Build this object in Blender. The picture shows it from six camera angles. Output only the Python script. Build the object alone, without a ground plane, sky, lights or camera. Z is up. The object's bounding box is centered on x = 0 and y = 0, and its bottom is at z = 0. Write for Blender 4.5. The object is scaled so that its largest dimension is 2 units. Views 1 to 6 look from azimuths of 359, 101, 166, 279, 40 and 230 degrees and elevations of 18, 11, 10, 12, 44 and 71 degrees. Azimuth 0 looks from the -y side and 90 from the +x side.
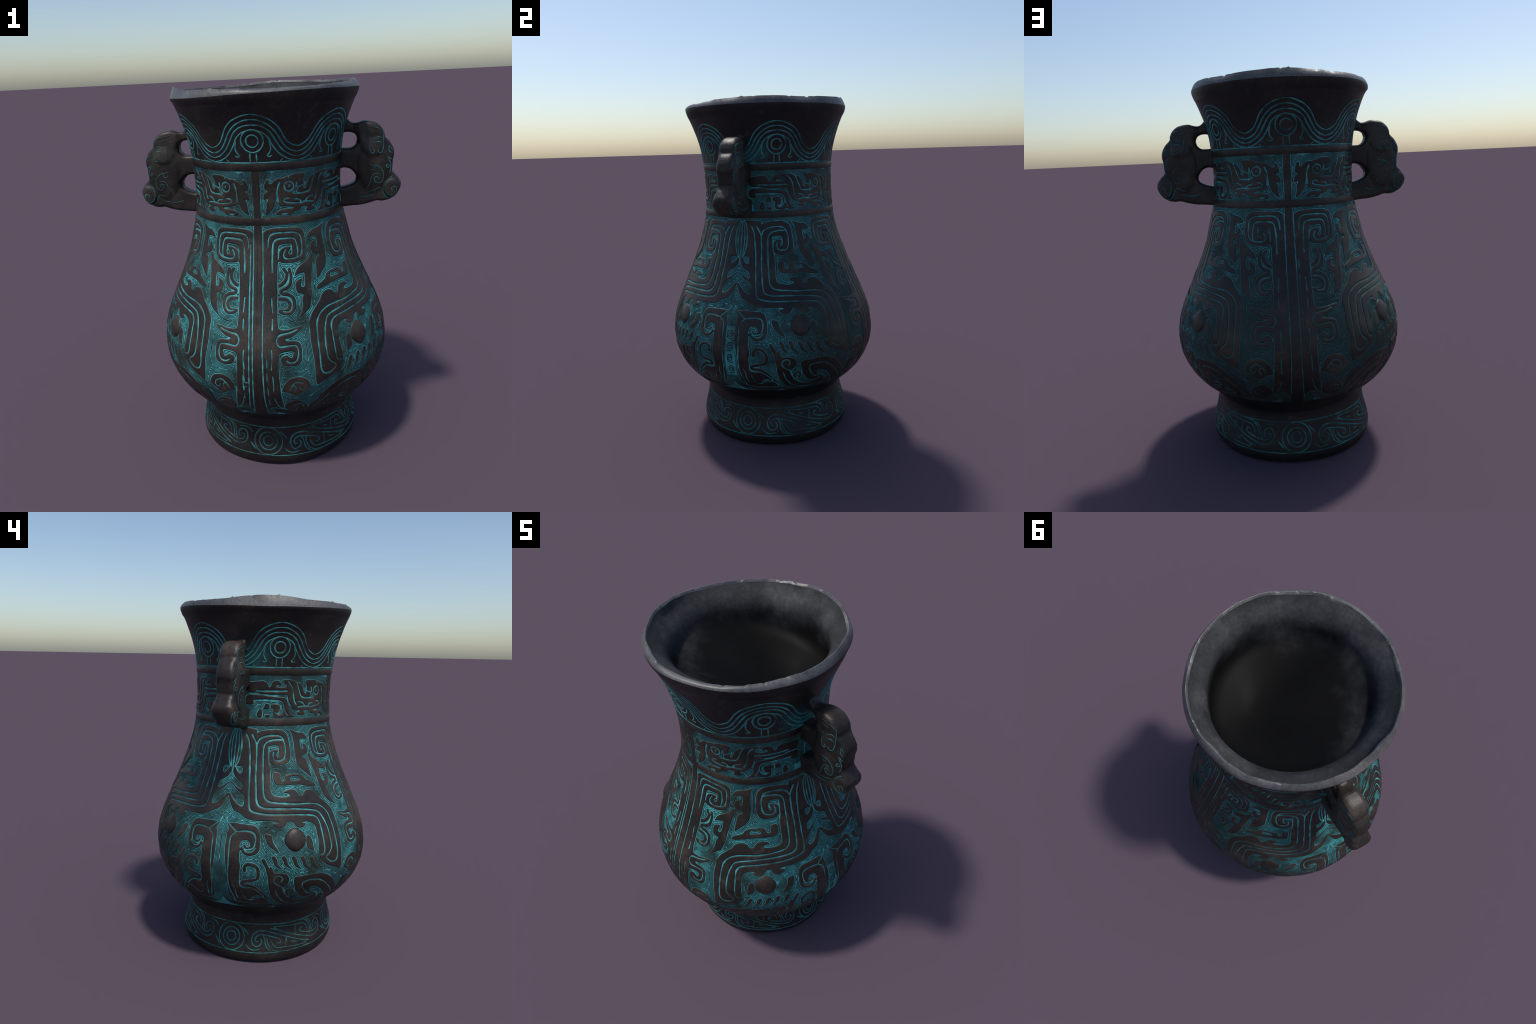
"""Archaic bronze ritual vase: pear-shaped body on a ring foot, two animal-head
handles, cast relief of dragons, scrolls and wave bands over a turquoise patina.
Everything lives in panel coordinates (a, z): a = degrees from the front seam,
z = height.  One quarter of the relief is described and turned and mirrored
round the body, as the casting moulds were."""
import bpy, math, random
import numpy as np

# the casting leans a little: centre of the section at a few heights
LEAN = [(0, .012, .005), (.05, .014, .007), (.12, .015, .007), (.20, .0145, .005), (.27, .010, .0), (.31, .007, -.002), (.44, .008, -.002),
        (.62, .0095, -.001), (.90, .007, -.001), (1.1, .005, -.002), (1.4, .002, -.0045), (1.6, 0, -.008), (1.7, -.003, -.011), (2.0, -.004, -.0115)]
TURN = -11.3                    # azimuth of the front seam (degrees, 0 = -y)

for o in list(bpy.data.objects):
    bpy.data.objects.remove(o)

# ---------------------------------------------------------------- profile
PROFILE = [(0.0, .437), (.010, .449), (.028, .4575), (.05, .4605), (.08, .457), (.12, .4475), (.19, .431), (.25, .424),
           (.272, .4255), (.285, .431), (.30, .444), (.33, .4755), (.38, .5295), (.44, .5755), (.50, .6055), (.56, .6235),
           (.62, .6285), (.70, .6205), (.80, .591), (.90, .548), (1.0, .503), (1.1, .462),
           (1.2, .426), (1.3, .3995), (1.4, .389), (1.5, .3845), (1.6, .388), (1.7, .3985),
           (1.78, .417), (1.85, .4410), (1.90, .4615), (1.92, .472), (1.95, .4795)]


def pchip(xs, ys):
    """monotone cubic through the profile points"""
    xs = np.array(xs, float); ys = np.array(ys, float)
    h = np.diff(xs); d = np.diff(ys) / h
    m = np.zeros_like(ys)
    m[0], m[-1] = d[0], d[-1]
    for i in range(1, len(xs) - 1):
        if d[i - 1] * d[i] > 0:
            w1, w2 = 2 * h[i] + h[i - 1], h[i] + 2 * h[i - 1]
            m[i] = (w1 + w2) / (w1 / d[i - 1] + w2 / d[i])

    def f(x):
        x = np.asarray(x, float)
        i = np.clip(np.searchsorted(xs, x) - 1, 0, len(h) - 1)
        t = (x - xs[i]) / h[i]
        return ((2 * t**3 - 3 * t**2 + 1) * ys[i] + (t**3 - 2 * t**2 + t) * h[i] * m[i]
                + (-2 * t**3 + 3 * t**2) * ys[i + 1] + (t**3 - t**2) * h[i] * m[i + 1])
    return f


radius = pchip([p[0] for p in PROFILE], [p[1] for p in PROFILE])


def waves(seed, n, top):
    r = random.Random(seed)
    return [(r.randint(1, top), r.uniform(-14, 14), r.uniform(0, 6.28), r.uniform(.5, 1)) for _ in range(n)]


def centre(z):
    k = [p[0] for p in LEAN]
    return np.interp(z, k, [p[1] for p in LEAN]), np.interp(z, k, [p[2] for p in LEAN])


LUMP = waves(5, 14, 7)


def lump(phi, z):
    """slow unevenness of the casting"""
    s = 0
    for k, q, p, w in LUMP:
        s = s + w * np.sin(k * phi + q * z * .6 + p)
    # soft swelling of the shoulder under each handle
    t = (phi - math.radians(TURN + 90)) % math.pi
    t = np.minimum(t, math.pi - t)
    return .0008 * s + .009 * np.exp(-(t / .36) ** 2 - ((z - 1.255) / .09) ** 2)


def place(phi, z, off=0.0):
    """azimuth (radians, 0 = -y), height, height above the surface -> xyz"""
    phi = np.asarray(phi, float); z = np.asarray(z, float)
    r = radius(z); e = 1e-3
    slope = (radius(z + e) - radius(z - e)) / (2 * e)
    n = 1 / np.sqrt(1 + slope**2)
    rr = r + lump(phi, z) + off * n
    zz = z - off * n * slope
    cx, cy = centre(z)
    return np.stack([cx + rr * np.sin(phi), cy - rr * np.cos(phi), zz], -1)


# ---------------------------------------------------------------- materials
def node_material(name):
    m = bpy.data.materials.new(name)
    m.use_nodes = True
    nt = m.node_tree
    b = nt.nodes['Principled BSDF']

    def add(kind, **kw):
        n = nt.nodes.new(kind)
        for k, v in kw.items():
            if k in n.inputs.keys() if hasattr(n.inputs, 'keys') else False:
                n.inputs[k].default_value = v
            else:
                setattr(n, k, v)
        return n
    return m, nt, b, add


def noise(nt, add, scale, detail=4, rough=.6, vec=None):
    n = add('ShaderNodeTexNoise')
    n.inputs['Scale'].default_value = scale
    n.inputs['Detail'].default_value = detail
    n.inputs['Roughness'].default_value = rough
    nt.links.new(vec, n.inputs['Vector'])
    return n.outputs['Fac']


def ramp(nt, add, fac, stops):
    r = add('ShaderNodeValToRGB')
    els = r.color_ramp.elements
    while len(els) < len(stops):
        els.new(.5)
    for e, (p, c) in zip(els, stops):
        e.position = p
        e.color = (*c, 1) if len(c) == 3 else c
    nt.links.new(fac, r.inputs['Fac'])
    return r.outputs['Color']


def mix(nt, add, fac, a, b, mode='MIX'):
    m = add('ShaderNodeMix')
    m.data_type = 'RGBA'
    m.blend_type = mode
    for s, v in ((m.inputs[0], fac), (m.inputs[6], a), (m.inputs[7], b)):
        if hasattr(v, 'node'):
            nt.links.new(v, s)
        else:
            s.default_value = v if isinstance(v, float) else (*v, 1)
    return m.outputs[2]


def belly_back(nt, add, co):
    """mask of the back of the belly, where the patina is mixed to a duller tone"""
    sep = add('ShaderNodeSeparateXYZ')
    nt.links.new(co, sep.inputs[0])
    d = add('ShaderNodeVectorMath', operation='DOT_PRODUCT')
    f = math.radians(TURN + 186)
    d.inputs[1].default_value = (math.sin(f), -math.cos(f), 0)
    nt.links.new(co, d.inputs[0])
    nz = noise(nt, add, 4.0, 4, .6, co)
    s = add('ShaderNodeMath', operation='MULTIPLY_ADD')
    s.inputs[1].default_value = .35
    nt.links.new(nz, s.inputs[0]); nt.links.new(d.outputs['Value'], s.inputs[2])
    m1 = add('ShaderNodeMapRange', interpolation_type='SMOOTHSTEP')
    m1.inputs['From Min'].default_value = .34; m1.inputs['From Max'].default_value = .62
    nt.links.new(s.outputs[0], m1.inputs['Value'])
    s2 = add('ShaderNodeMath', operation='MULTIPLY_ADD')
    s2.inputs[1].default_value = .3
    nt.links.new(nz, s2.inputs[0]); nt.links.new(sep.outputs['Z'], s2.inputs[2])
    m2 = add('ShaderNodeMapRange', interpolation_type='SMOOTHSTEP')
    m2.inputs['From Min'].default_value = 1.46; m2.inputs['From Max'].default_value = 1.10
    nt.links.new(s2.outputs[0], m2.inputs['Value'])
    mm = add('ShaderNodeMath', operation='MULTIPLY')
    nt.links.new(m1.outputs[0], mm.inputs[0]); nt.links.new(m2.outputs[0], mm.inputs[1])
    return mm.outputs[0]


def bronze(name, dark, mid, light, rough=(.42, .62), spec=.5, dust=None):
    m, nt, b, add = node_material(name)
    co = add('ShaderNodeTexCoord').outputs['Object']
    big = noise(nt, add, 5, 5, .6, co)
    fine = noise(nt, add, 70, 6, .7, co)
    c = ramp(nt, add, big, [(.3, dark), (.52, mid), (.72, light)])
    g = ramp(nt, add, fine, [(.3, (.62, .62, .64)), (.7, (1.35, 1.3, 1.26))])
    c = mix(nt, add, 1.0, c, g, 'MULTIPLY')
    if dust:
        patch = ramp(nt, add, noise(nt, add, 9, 6, .7, co), [(.58, (0, 0, 0)), (.72, (1, 1, 1))])
        c = mix(nt, add, patch, c, dust)
    nt.links.new(c, b.inputs['Base Color'])
    rr = add('ShaderNodeMapRange')
    rr.inputs['From Min'].default_value = .3; rr.inputs['From Max'].default_value = .7
    rr.inputs['To Min'].default_value = rough[0]; rr.inputs['To Max'].default_value = rough[1]
    nt.links.new(fine, rr.inputs['Value'])
    nt.links.new(rr.outputs[0], b.inputs['Roughness'])
    b.inputs['Specular IOR Level'].default_value = spec
    bp = add('ShaderNodeBump')
    bp.inputs['Strength'].default_value = .25
    bp.inputs['Distance'].default_value = .004
    nt.links.new(fine, bp.inputs['Height'])
    nt.links.new(bp.outputs[0], b.inputs['Normal'])
    return m


def stained(m, colour):
    """green run-off on the neck beside the handles"""
    nt = m.node_tree
    b = nt.nodes['Principled BSDF']
    add = lambda kind, **kw: [(n := nt.nodes.new(kind)), [setattr(n, k, v) for k, v in kw.items()]][0]
    co = add('ShaderNodeTexCoord').outputs['Object']
    d = add('ShaderNodeVectorMath', operation='DOT_PRODUCT')
    f = math.radians(TURN + 92)
    d.inputs[1].default_value = (math.sin(f), -math.cos(f), 0)
    nt.links.new(co, d.inputs[0])
    a = add('ShaderNodeMath', operation='ABSOLUTE')
    nt.links.new(d.outputs['Value'], a.inputs[0])
    s = add('ShaderNodeMath', operation='MULTIPLY_ADD')
    s.inputs[1].default_value = .07
    nt.links.new(noise(nt, add, 14, 4, .6, co), s.inputs[0]); nt.links.new(a.outputs[0], s.inputs[2])
    k = add('ShaderNodeMapRange', interpolation_type='SMOOTHSTEP')
    k.inputs['From Min'].default_value = .395; k.inputs['From Max'].default_value = .425
    nt.links.new(s.outputs[0], k.inputs['Value'])
    sep = add('ShaderNodeSeparateXYZ')
    nt.links.new(co, sep.inputs[0])
    z = add('ShaderNodeMapRange', interpolation_type='SMOOTHSTEP')
    z.inputs['From Min'].default_value = 1.80; z.inputs['From Max'].default_value = 1.68
    nt.links.new(sep.outputs['Z'], z.inputs['Value'])
    mm = add('ShaderNodeMath', operation='MULTIPLY')
    nt.links.new(k.outputs[0], mm.inputs[0]); nt.links.new(z.outputs[0], mm.inputs[1])
    old = b.inputs['Base Color'].links[0].from_socket
    nt.links.new(mix(nt, add, mm.outputs[0], old, colour), b.inputs['Base Color'])
    return m


def patina(name, deep, teal, pale, fade, back=.85, blotch=(.36, .46)):
    m, nt, b, add = node_material(name)
    co = add('ShaderNodeTexCoord').outputs['Object']
    n1 = noise(nt, add, 11, 5, .65, co)
    n2 = noise(nt, add, 90, 5, .7, co)
    c = ramp(nt, add, n1, [(.3, deep), (.5, teal), (.72, pale)])
    c = mix(nt, add, 1.0, c, ramp(nt, add, n2, [(.3, (.66, .68, .7)), (.7, (1.25, 1.22, 1.2))]), 'MULTIPLY')
    bare = ramp(nt, add, noise(nt, add, 6.5, 4, .6, co), [(blotch[0], (1, 1, 1)), (blotch[1], (0, 0, 0))])
    c = mix(nt, add, bare, c, fade)
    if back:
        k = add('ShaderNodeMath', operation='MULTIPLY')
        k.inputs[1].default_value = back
        nt.links.new(belly_back(nt, add, co), k.inputs[0])
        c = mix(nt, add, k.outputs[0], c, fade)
    nt.links.new(c, b.inputs['Base Color'])
    b.inputs['Roughness'].default_value = .7
    b.inputs['Specular IOR Level'].default_value = .3
    bp = add('ShaderNodeBump')
    bp.inputs['Strength'].default_value = .3
    bp.inputs['Distance'].default_value = .004
    nt.links.new(n2, bp.inputs['Height'])
    nt.links.new(bp.outputs[0], b.inputs['Normal'])
    return m


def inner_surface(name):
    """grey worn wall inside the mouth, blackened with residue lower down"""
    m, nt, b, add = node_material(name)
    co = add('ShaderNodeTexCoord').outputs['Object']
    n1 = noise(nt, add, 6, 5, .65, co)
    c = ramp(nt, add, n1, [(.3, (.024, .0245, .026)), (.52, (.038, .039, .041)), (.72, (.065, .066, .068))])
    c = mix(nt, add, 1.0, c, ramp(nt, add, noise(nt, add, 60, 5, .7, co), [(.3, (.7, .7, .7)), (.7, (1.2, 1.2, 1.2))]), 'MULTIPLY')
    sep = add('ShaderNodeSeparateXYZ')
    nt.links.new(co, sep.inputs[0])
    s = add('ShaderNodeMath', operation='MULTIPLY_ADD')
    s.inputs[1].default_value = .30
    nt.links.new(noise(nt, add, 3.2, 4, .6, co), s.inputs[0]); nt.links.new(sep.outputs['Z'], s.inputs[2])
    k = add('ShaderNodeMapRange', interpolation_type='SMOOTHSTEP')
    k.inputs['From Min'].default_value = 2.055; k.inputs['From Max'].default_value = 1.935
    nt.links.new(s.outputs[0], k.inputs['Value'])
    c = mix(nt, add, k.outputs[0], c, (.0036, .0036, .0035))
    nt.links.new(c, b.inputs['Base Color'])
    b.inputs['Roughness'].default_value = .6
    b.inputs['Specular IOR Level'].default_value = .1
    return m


BRONZE = bronze('dark_bronze', (.0105, .0088, .0078), (.0225, .0177, .0146), (.056, .0425, .0325), rough=(.36, .52), spec=.34, dust=(.052, .042, .034))
PLAIN = bronze('plain_bronze', (.0085, .0077, .0076), (.0150, .0130, .0120), (.029, .023, .019), rough=(.38, .55), spec=.3, dust=(.04, .033, .028))
NECK = stained(bronze('stained_neck_bronze', (.0085, .0077, .0076), (.0158, .0135, .0122), (.034, .0265, .0215), rough=(.36, .54), spec=.34, dust=(.043, .035, .029)), (.016, .075, .078))
LIP = bronze('pale_lip_bronze', (.038, .038, .041), (.085, .084, .086), (.14, .137, .134), rough=(.34, .5))  # paler grey than the body bronze
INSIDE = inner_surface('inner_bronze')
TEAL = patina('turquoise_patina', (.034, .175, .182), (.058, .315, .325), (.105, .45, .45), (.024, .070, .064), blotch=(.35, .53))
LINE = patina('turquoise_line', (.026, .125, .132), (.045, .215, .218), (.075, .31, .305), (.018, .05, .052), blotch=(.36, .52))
FOOT_LINE = patina('faded_turquoise_line', (.018, .085, .088), (.032, .15, .15), (.055, .23, .225), (.014, .036, .036), back=0, blotch=(.38, .56))
HANDLE_LINE = patina('dull_turquoise_line', (.018, .075, .08), (.03, .13, .135), (.05, .20, .2), (.012, .03, .032), back=0, blotch=(.4, .56))
THREAD = bronze('dark_thread', (.009, .013, .0135), (.014, .019, .0195), (.022, .028, .028), spec=.3)


# ---------------------------------------------------------------- objects
def new_object(name, verts, faces, mat, parent, angle=40, kind=None):
    me = bpy.data.meshes.new(name)
    me.from_pydata([tuple(v) for v in np.asarray(verts).tolist()], [], [tuple(f) for f in faces])
    me.update()
    me.polygons.foreach_set('use_smooth', [True] * len(me.polygons))
    if angle:
        me.set_sharp_from_angle(angle=math.radians(angle))
    me.materials.append(mat)
    o = bpy.data.objects.new(name, me)
    bpy.context.scene.collection.objects.link(o)
    o.parent = parent
    if kind:
        o['kind'] = kind
    return o


vase = bpy.data.objects.new('bronze_vase', None)
bpy.context.scene.collection.objects.link(vase)
vase['label'] = 'dark ancient bronze vase with turquoise relief and two animal-head handles'
vase['category'] = 'bronze vase'

SEG = 320
PHI = np.linspace(0, 2 * np.pi, SEG, endpoint=False)


def lathe(name, rows, mat, parent, close=None, angle=50):
    """rows: list of (SEG,3) rings"""
    v = np.concatenate(rows)
    f = []
    for i in range(len(rows) - 1):
        a, b = i * SEG, (i + 1) * SEG
        for j in range(SEG):
            k = (j + 1) % SEG
            f.append((a + j, a + k, b + k, b + j))
    if close is not None:
        v = np.concatenate([v, [close]])
        a = (len(rows) - 1) * SEG
        for j in range(SEG):
            f.append((a + j, a + (j + 1) % SEG, len(v) - 1))
    return new_object(name, v, f, mat, parent, angle)


def rings(z0, z1, step, off=0.0):
    n = max(2, int(round((z1 - z0) / step)) + 1)
    return [place(PHI, np.full(SEG, z), off) for z in np.linspace(z0, z1, n)]


GROUND = -.0010      # depth of the patina ground below the bronze skin
TOP = .0018          # height of the raised bronze

# ---------------------------------------------------------------- body shells
CX, CY = LEAN[0][1:]
foot_bottom = [np.stack([CX + r * np.sin(PHI), CY - r * np.cos(PHI), np.full(SEG, z)], -1)
               for r, z in ((.36, .012), (.40, .010), (.425, .002))]
lathe('foot', [foot_bottom[0]] + foot_bottom[1:] + rings(0, .272, .012), PLAIN, vase)
lathe('foot_base', [foot_bottom[0] * np.array([1, 1, 1])] , PLAIN, vase, close=(CX, CY, .012))
lathe('underside', rings(.272, .380, .007) + [place(PHI, np.full(SEG, .380), GROUND)], PLAIN, vase)
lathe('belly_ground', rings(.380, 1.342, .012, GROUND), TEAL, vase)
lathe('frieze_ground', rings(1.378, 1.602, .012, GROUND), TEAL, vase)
for z0, z1 in ((1.342, 1.378), (1.602, 1.637)):
    zz = [(z0, GROUND), (z0, TOP - .0012), (z0 + .0025, TOP), ((z0 + z1) / 2, TOP + .0003), (z1 - .0025, TOP), (z1, TOP - .0012), (z1, GROUND)]
    lathe('neck_ring', [place(PHI, np.full(SEG, z), o) for z, o in zz], BRONZE, vase)
lathe('neck', [place(PHI, np.full(SEG, 1.637), GROUND)] + rings(1.637, 1.90, .012), NECK, vase)

# ---------------------------------------------------------------- mouth
W1 = waves(11, 16, 19); W2 = waves(12, 16, 15); W3 = waves(13, 12, 16); W4 = waves(17, 10, 9)


def ragged(w, phi):
    s = sum(a * np.sin(k * phi + p) for k, q, p, a in w)
    return s / math.sqrt(sum(a * a for *_, a in w) / 2)


NICK = [(random.Random(k).uniform(0, 6.283), random.Random(k + 90).uniform(.006, .02), random.Random(k + 50).uniform(-1, .8)) for k in range(34)]


def nicks(phi):
    s = 0
    for c, w, h in NICK:
        d = (phi - c + np.pi) % (2 * np.pi) - np.pi
        s = s + h * np.exp(-(d / w) ** 2)
    return s


def mouth_ring(r, z, wr=0.0, wz=0.0, nick=0.0, dx=0.0, dy=0.0):
    rr = r + wr * ragged(W2, PHI) + .0022 * ragged(W4, PHI) * min(1, max(0, (r - .38) / .06))
    zz = z + wz * np.clip(ragged(W3, PHI), -1.8, 1.6) + nick * nicks(PHI)
    cx, cy = centre(z)
    return np.stack([cx + dx + rr * np.sin(PHI), cy + dy - rr * np.cos(PHI), zz], -1)


def around(table):
    """smooth closed curve of values given at azimuths in degrees"""
    k = [-180 + i * 5 for i in range(72)]
    a = [p[0] for p in table] + [table[0][0] + 360]
    y = np.interp(k, a, [p[1] for p in table] + [table[0][1]])
    for _ in range(3):
        y = (np.roll(y, 1) + 2 * y + np.roll(y, -1)) / 4
    return np.interp((np.degrees(PHI) + 180) % 360 - 180, k + [180], list(y) + [y[0]])


EDGE = around([(-180, 1.961), (-141, 1.959), (-118, 1.952), (-90, 1.945), (-70, 1.945), (-41, 1.950), (-10, 1.960), (15, 1.966), (50, 1.964), (90, 1.963), (140, 1.961)])
CREST = around([(-180, 1.990), (-150, 1.978), (-122, 1.973), (-108, 1.975), (-95, 1.985), (-82, 1.996), (-68, 1.986), (-55, 1.976), (-30, 1.974),
                (0, 1.971), (30, 1.972), (50, 1.977), (70, 1.988), (100, 1.992), (125, 1.987), (150, 1.991), (168, 1.997)])
neck_top = place(PHI, np.full(SEG, 1.90))
rise = CREST - EDGE
outer = [neck_top, mouth_ring(.4700, 1.918, .0006, .0006), mouth_ring(.4785, EDGE - .022, .0010), mouth_ring(.4798, EDGE - .008, .0012, .0006)]
lathe('flared_rim', outer, PLAIN, vase, angle=60)
FRAY = waves(41, 20, 26)
fray = np.clip(ragged(FRAY, PHI), -2, 2)


def frayed(ring, amount):
    d = ring[:, :2] - np.array(centre(1.97))
    ring[:, :2] += d / np.linalg.norm(d, axis=1, keepdims=True) * (amount * fray)[:, None]
    return ring


lip = [outer[-1], mouth_ring(.4775, EDGE, .0014, .001), frayed(mouth_ring(.4725, EDGE + .002 + .3 * rise, .001, .001, .001), .0003),
       frayed(mouth_ring(.466, EDGE + .002 + .65 * rise, .001, .002, .003), .0007), frayed(mouth_ring(.4600, CREST, .0010, .0012, .0080), .0012),
       frayed(mouth_ring(.4560, CREST - .001, .0010, .0012, .0080), .0013), frayed(mouth_ring(.4505, CREST - .011, .0015, .001, .001), .0016)]
lathe('lip', lip, LIP, vase, angle=45)
bowl = [lip[-1]]
SOFT = waves(23, 9, 6)
for r, z, w, d in ((.438, 1.950, .001, .0), (.406, 1.926, .002, .003), (.379, 1.894, .003, .005), (.369, 1.857, .004, .009), (.363, 1.822, .005, .013),
                   (.354, 1.788, .005, .019), (.325, 1.762, .005, .026), (.280, 1.744, .004, .036), (.220, 1.727, .003, .052), (.155, 1.706, .0015, .072), (.090, 1.685, 0, .088), (.04, 1.677, 0, .095)):
    ring = mouth_ring(r, z, 0, 0, 0, d * 1.05, d)
    deep = min(1.0, max(0.0, (1.84 - z) / .08))       # the floor slopes down to the back right
    ring[:, 2] += w * 1.6 * ragged(SOFT, PHI) + deep * (.014 - .15 * (.74 * ring[:, 0] + .67 * ring[:, 1]))
    bowl.append(ring)
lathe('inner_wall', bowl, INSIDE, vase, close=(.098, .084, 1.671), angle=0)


# ---------------------------------------------------------------- relief fields
def chaikin(pts, closed, n=2):
    p = np.array(pts, float)
    if len(p) < 3:
        return p
    for _ in range(n):
        q = np.roll(p, -1, 0)
        if closed:
            p = np.stack([p * .8 + q * .2, p * .2 + q * .8], 1).reshape(-1, 2)
        else:
            m = np.stack([p[:-1] * .8 + p[1:] * .2, p[:-1] * .2 + p[1:] * .8], 1).reshape(-1, 2)
            p = np.concatenate([p[:1], m[1:-1], p[-1:]])
    return p


def resample(p, metric, step, closed):
    if closed:
        p = np.concatenate([p, p[:1]])
    m = np.array([metric(q) for q in p])
    s = np.concatenate([[0], np.cumsum(np.linalg.norm(np.diff(m, axis=0), axis=1))])
    n = max(2, int(math.ceil(s[-1] / step)) + 1)
    t = np.linspace(0, s[-1], n)
    return np.stack([np.interp(t, s, p[:, i]) for i in (0, 1)], -1)


class Field:
    """signed distance (metres, negative = raised bronze) on a grid of panel coordinates"""
    FAR = .05

    def __init__(self, us, vs, to3, metric):
        self.us, self.vs, self.metric, self.to3 = us, vs, metric, to3
        self.P = to3(us[:, None] + 0 * vs[None], vs[None] + 0 * us[:, None])
        self.du = np.abs(np.linalg.norm(self.P[1] - self.P[0], axis=-1)).min()
        self.dv = np.linalg.norm(self.P[:, 1:] - self.P[:, :-1], axis=-1).min()
        self.groups = []

    def fresh(self):
        return np.full(self.P.shape[:2], self.FAR)

    def segments(self, D, pts, widths):
        q = self.to3(pts[:, 0], pts[:, 1])
        mu = int(self.FAR / self.du) + 2
        mv = int(self.FAR / self.dv) + 2
        iu = np.searchsorted(self.us, pts[:, 0]); iv = np.searchsorted(self.vs, pts[:, 1])
        for k in range(len(pts) - 1):
            a0, a1 = sorted((iu[k], iu[k + 1])); b0, b1 = sorted((iv[k], iv[k + 1]))
            sl = (slice(max(0, a0 - mu), a1 + mu), slice(max(0, b0 - mv), b1 + mv))
            X = self.P[sl] - q[k]
            if X.size == 0:
                continue
            d = q[k + 1] - q[k]
            t = np.clip(X @ d / (d @ d + 1e-12), 0, 1)
            r = np.sqrt(((X - t[..., None] * d) ** 2).sum(-1)) - (widths[k] + t * (widths[k + 1] - widths[k])) / 2
            D[sl] = np.minimum(D[sl], r)

    def stroke(self, D, pts, w):
        p = resample(chaikin(pts, False), self.metric, .006, False)
        ww = np.interp(np.linspace(0, 1, len(p)), np.linspace(0, 1, len(w)), w) if isinstance(w, tuple) else np.full(len(p), w)
        self.segments(D, p, ww)

    def polygon(self, pts):
        # a side that lies on a mirror plane runs on beyond it, so the mirrored halves join
        pts = [(u - 4 if u == self.us[0] else u + 4 if u == self.us[-1] else u, v) for u, v in pts]
        p = resample(chaikin(pts, True), self.metric, .005, True)
        D = self.fresh()
        self.segments(D, p, np.zeros(len(p)))
        D = np.maximum(D, 0)
        inside = np.zeros(D.shape, bool)
        U = self.us[:, None]; V = self.vs[None]
        i0, i1 = np.searchsorted(self.us, [p[:, 0].min(), p[:, 0].max()])
        U = U[i0:i1 + 1]
        for a, b in zip(p[:-1], p[1:]):
            j0, j1 = np.searchsorted(self.vs, sorted((a[1], b[1])))
            if j0 == j1:
                continue
            v = V[:, j0:j1]
            x = a[0] + (v - a[1]) / (b[1] - a[1]) * (b[0] - a[0])
            inside[i0:i1 + 1, j0:j1] ^= U < x
        return np.where(inside, -D, D)

    # the describing words
    def motif(self, name):
        self.groups.append([name, self.fresh(), self.fresh()])

    def plate(self, pts):
        g = self.groups[-1]; g[1] = np.minimum(g[1], self.polygon(pts))

    def band(self, pts, w):
        self.stroke(self.groups[-1][1], pts, w)

    def cut(self, pts, w):
        self.stroke(self.groups[-1][2], pts, w * 1.15 + .0011)

    def hole(self, pts):
        g = self.groups[-1]; g[2] = np.minimum(g[2], self.polygon(pts))

    def solve(self, gap=.0058):
        out, seen = [], self.fresh()
        for name, F, C in self.groups:
            F = np.maximum(F, -C)
            F = np.maximum(F, gap - seen)
            seen = np.minimum(seen, F)
            out.append((name, F))
        return out, seen


def march(F):
    """polygons of the region F < 0: vertices as (i, j, edge?) with grid-space
    coordinates, faces, and the boundary edges in order"""
    S = F < 0
    n, m = F.shape
    vid, coord, faces, rim = {}, [], [], []

    def vert(key, x, y):
        if key not in vid:
            vid[key] = len(coord)
            coord.append((x, y))
        return vid[key]

    cell = S[:-1, :-1].astype(int) + S[1:, :-1] + S[1:, 1:] + S[:-1, 1:]
    for i, j in np.argwhere(cell == 4):
        faces.append((vert((i, j), i, j), vert((i + 1, j), i + 1, j), vert((i + 1, j + 1), i + 1, j + 1), vert((i, j + 1), i, j + 1)))
    for i, j in np.argwhere((cell > 0) & (cell < 4)):
        ring = ((i, j), (i + 1, j), (i + 1, j + 1), (i, j + 1))
        poly = []
        for k in range(4):
            p, q = ring[k], ring[(k + 1) % 4]
            if S[p]:
                poly.append((vert(p, *p), False))
            if S[p] != S[q]:
                a, b = min(p, q), max(p, q)
                t = F[a] / (F[a] - F[b])
                t = min(.97, max(.03, t))
                poly.append((vert((a, b), a[0] + t * (b[0] - a[0]), a[1] + t * (b[1] - a[1])), True))
        if len(poly) >= 3:
            faces.append(tuple(p[0] for p in poly))
        for k in range(len(poly)):
            p, q = poly[k], poly[(k + 1) % len(poly)]
            if p[1] and q[1] and p[0] != q[0]:
                # the edge that leaves the region: both ends on cell sides, no grid corner between
                rim.append((p[0], q[0]))
    return np.array(coord, float).reshape(-1, 2), faces, rim


def bilinear(G, c):
    i = np.clip(c[:, 0].astype(int), 0, G.shape[0] - 2); j = np.clip(c[:, 1].astype(int), 0, G.shape[1] - 2)
    s, t = c[:, 0] - i, c[:, 1] - j
    if G.ndim == 3:
        s, t = s[:, None], t[:, None]
    return (G[i, j] * (1 - s) * (1 - t) + G[i + 1, j] * s * (1 - t) + G[i, j + 1] * (1 - s) * t + G[i + 1, j + 1] * s * t)


def wobble(shape, seed):
    r = random.Random(seed)
    i = np.arange(shape[0])[:, None]; j = np.arange(shape[1])[None]
    s = 0
    for _ in range(18):
        a, b = r.uniform(-.32, .32), r.uniform(-.32, .32)
        s = s + np.sin(a * i + b * j + r.uniform(0, 6.28))
    return s / 3


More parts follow.
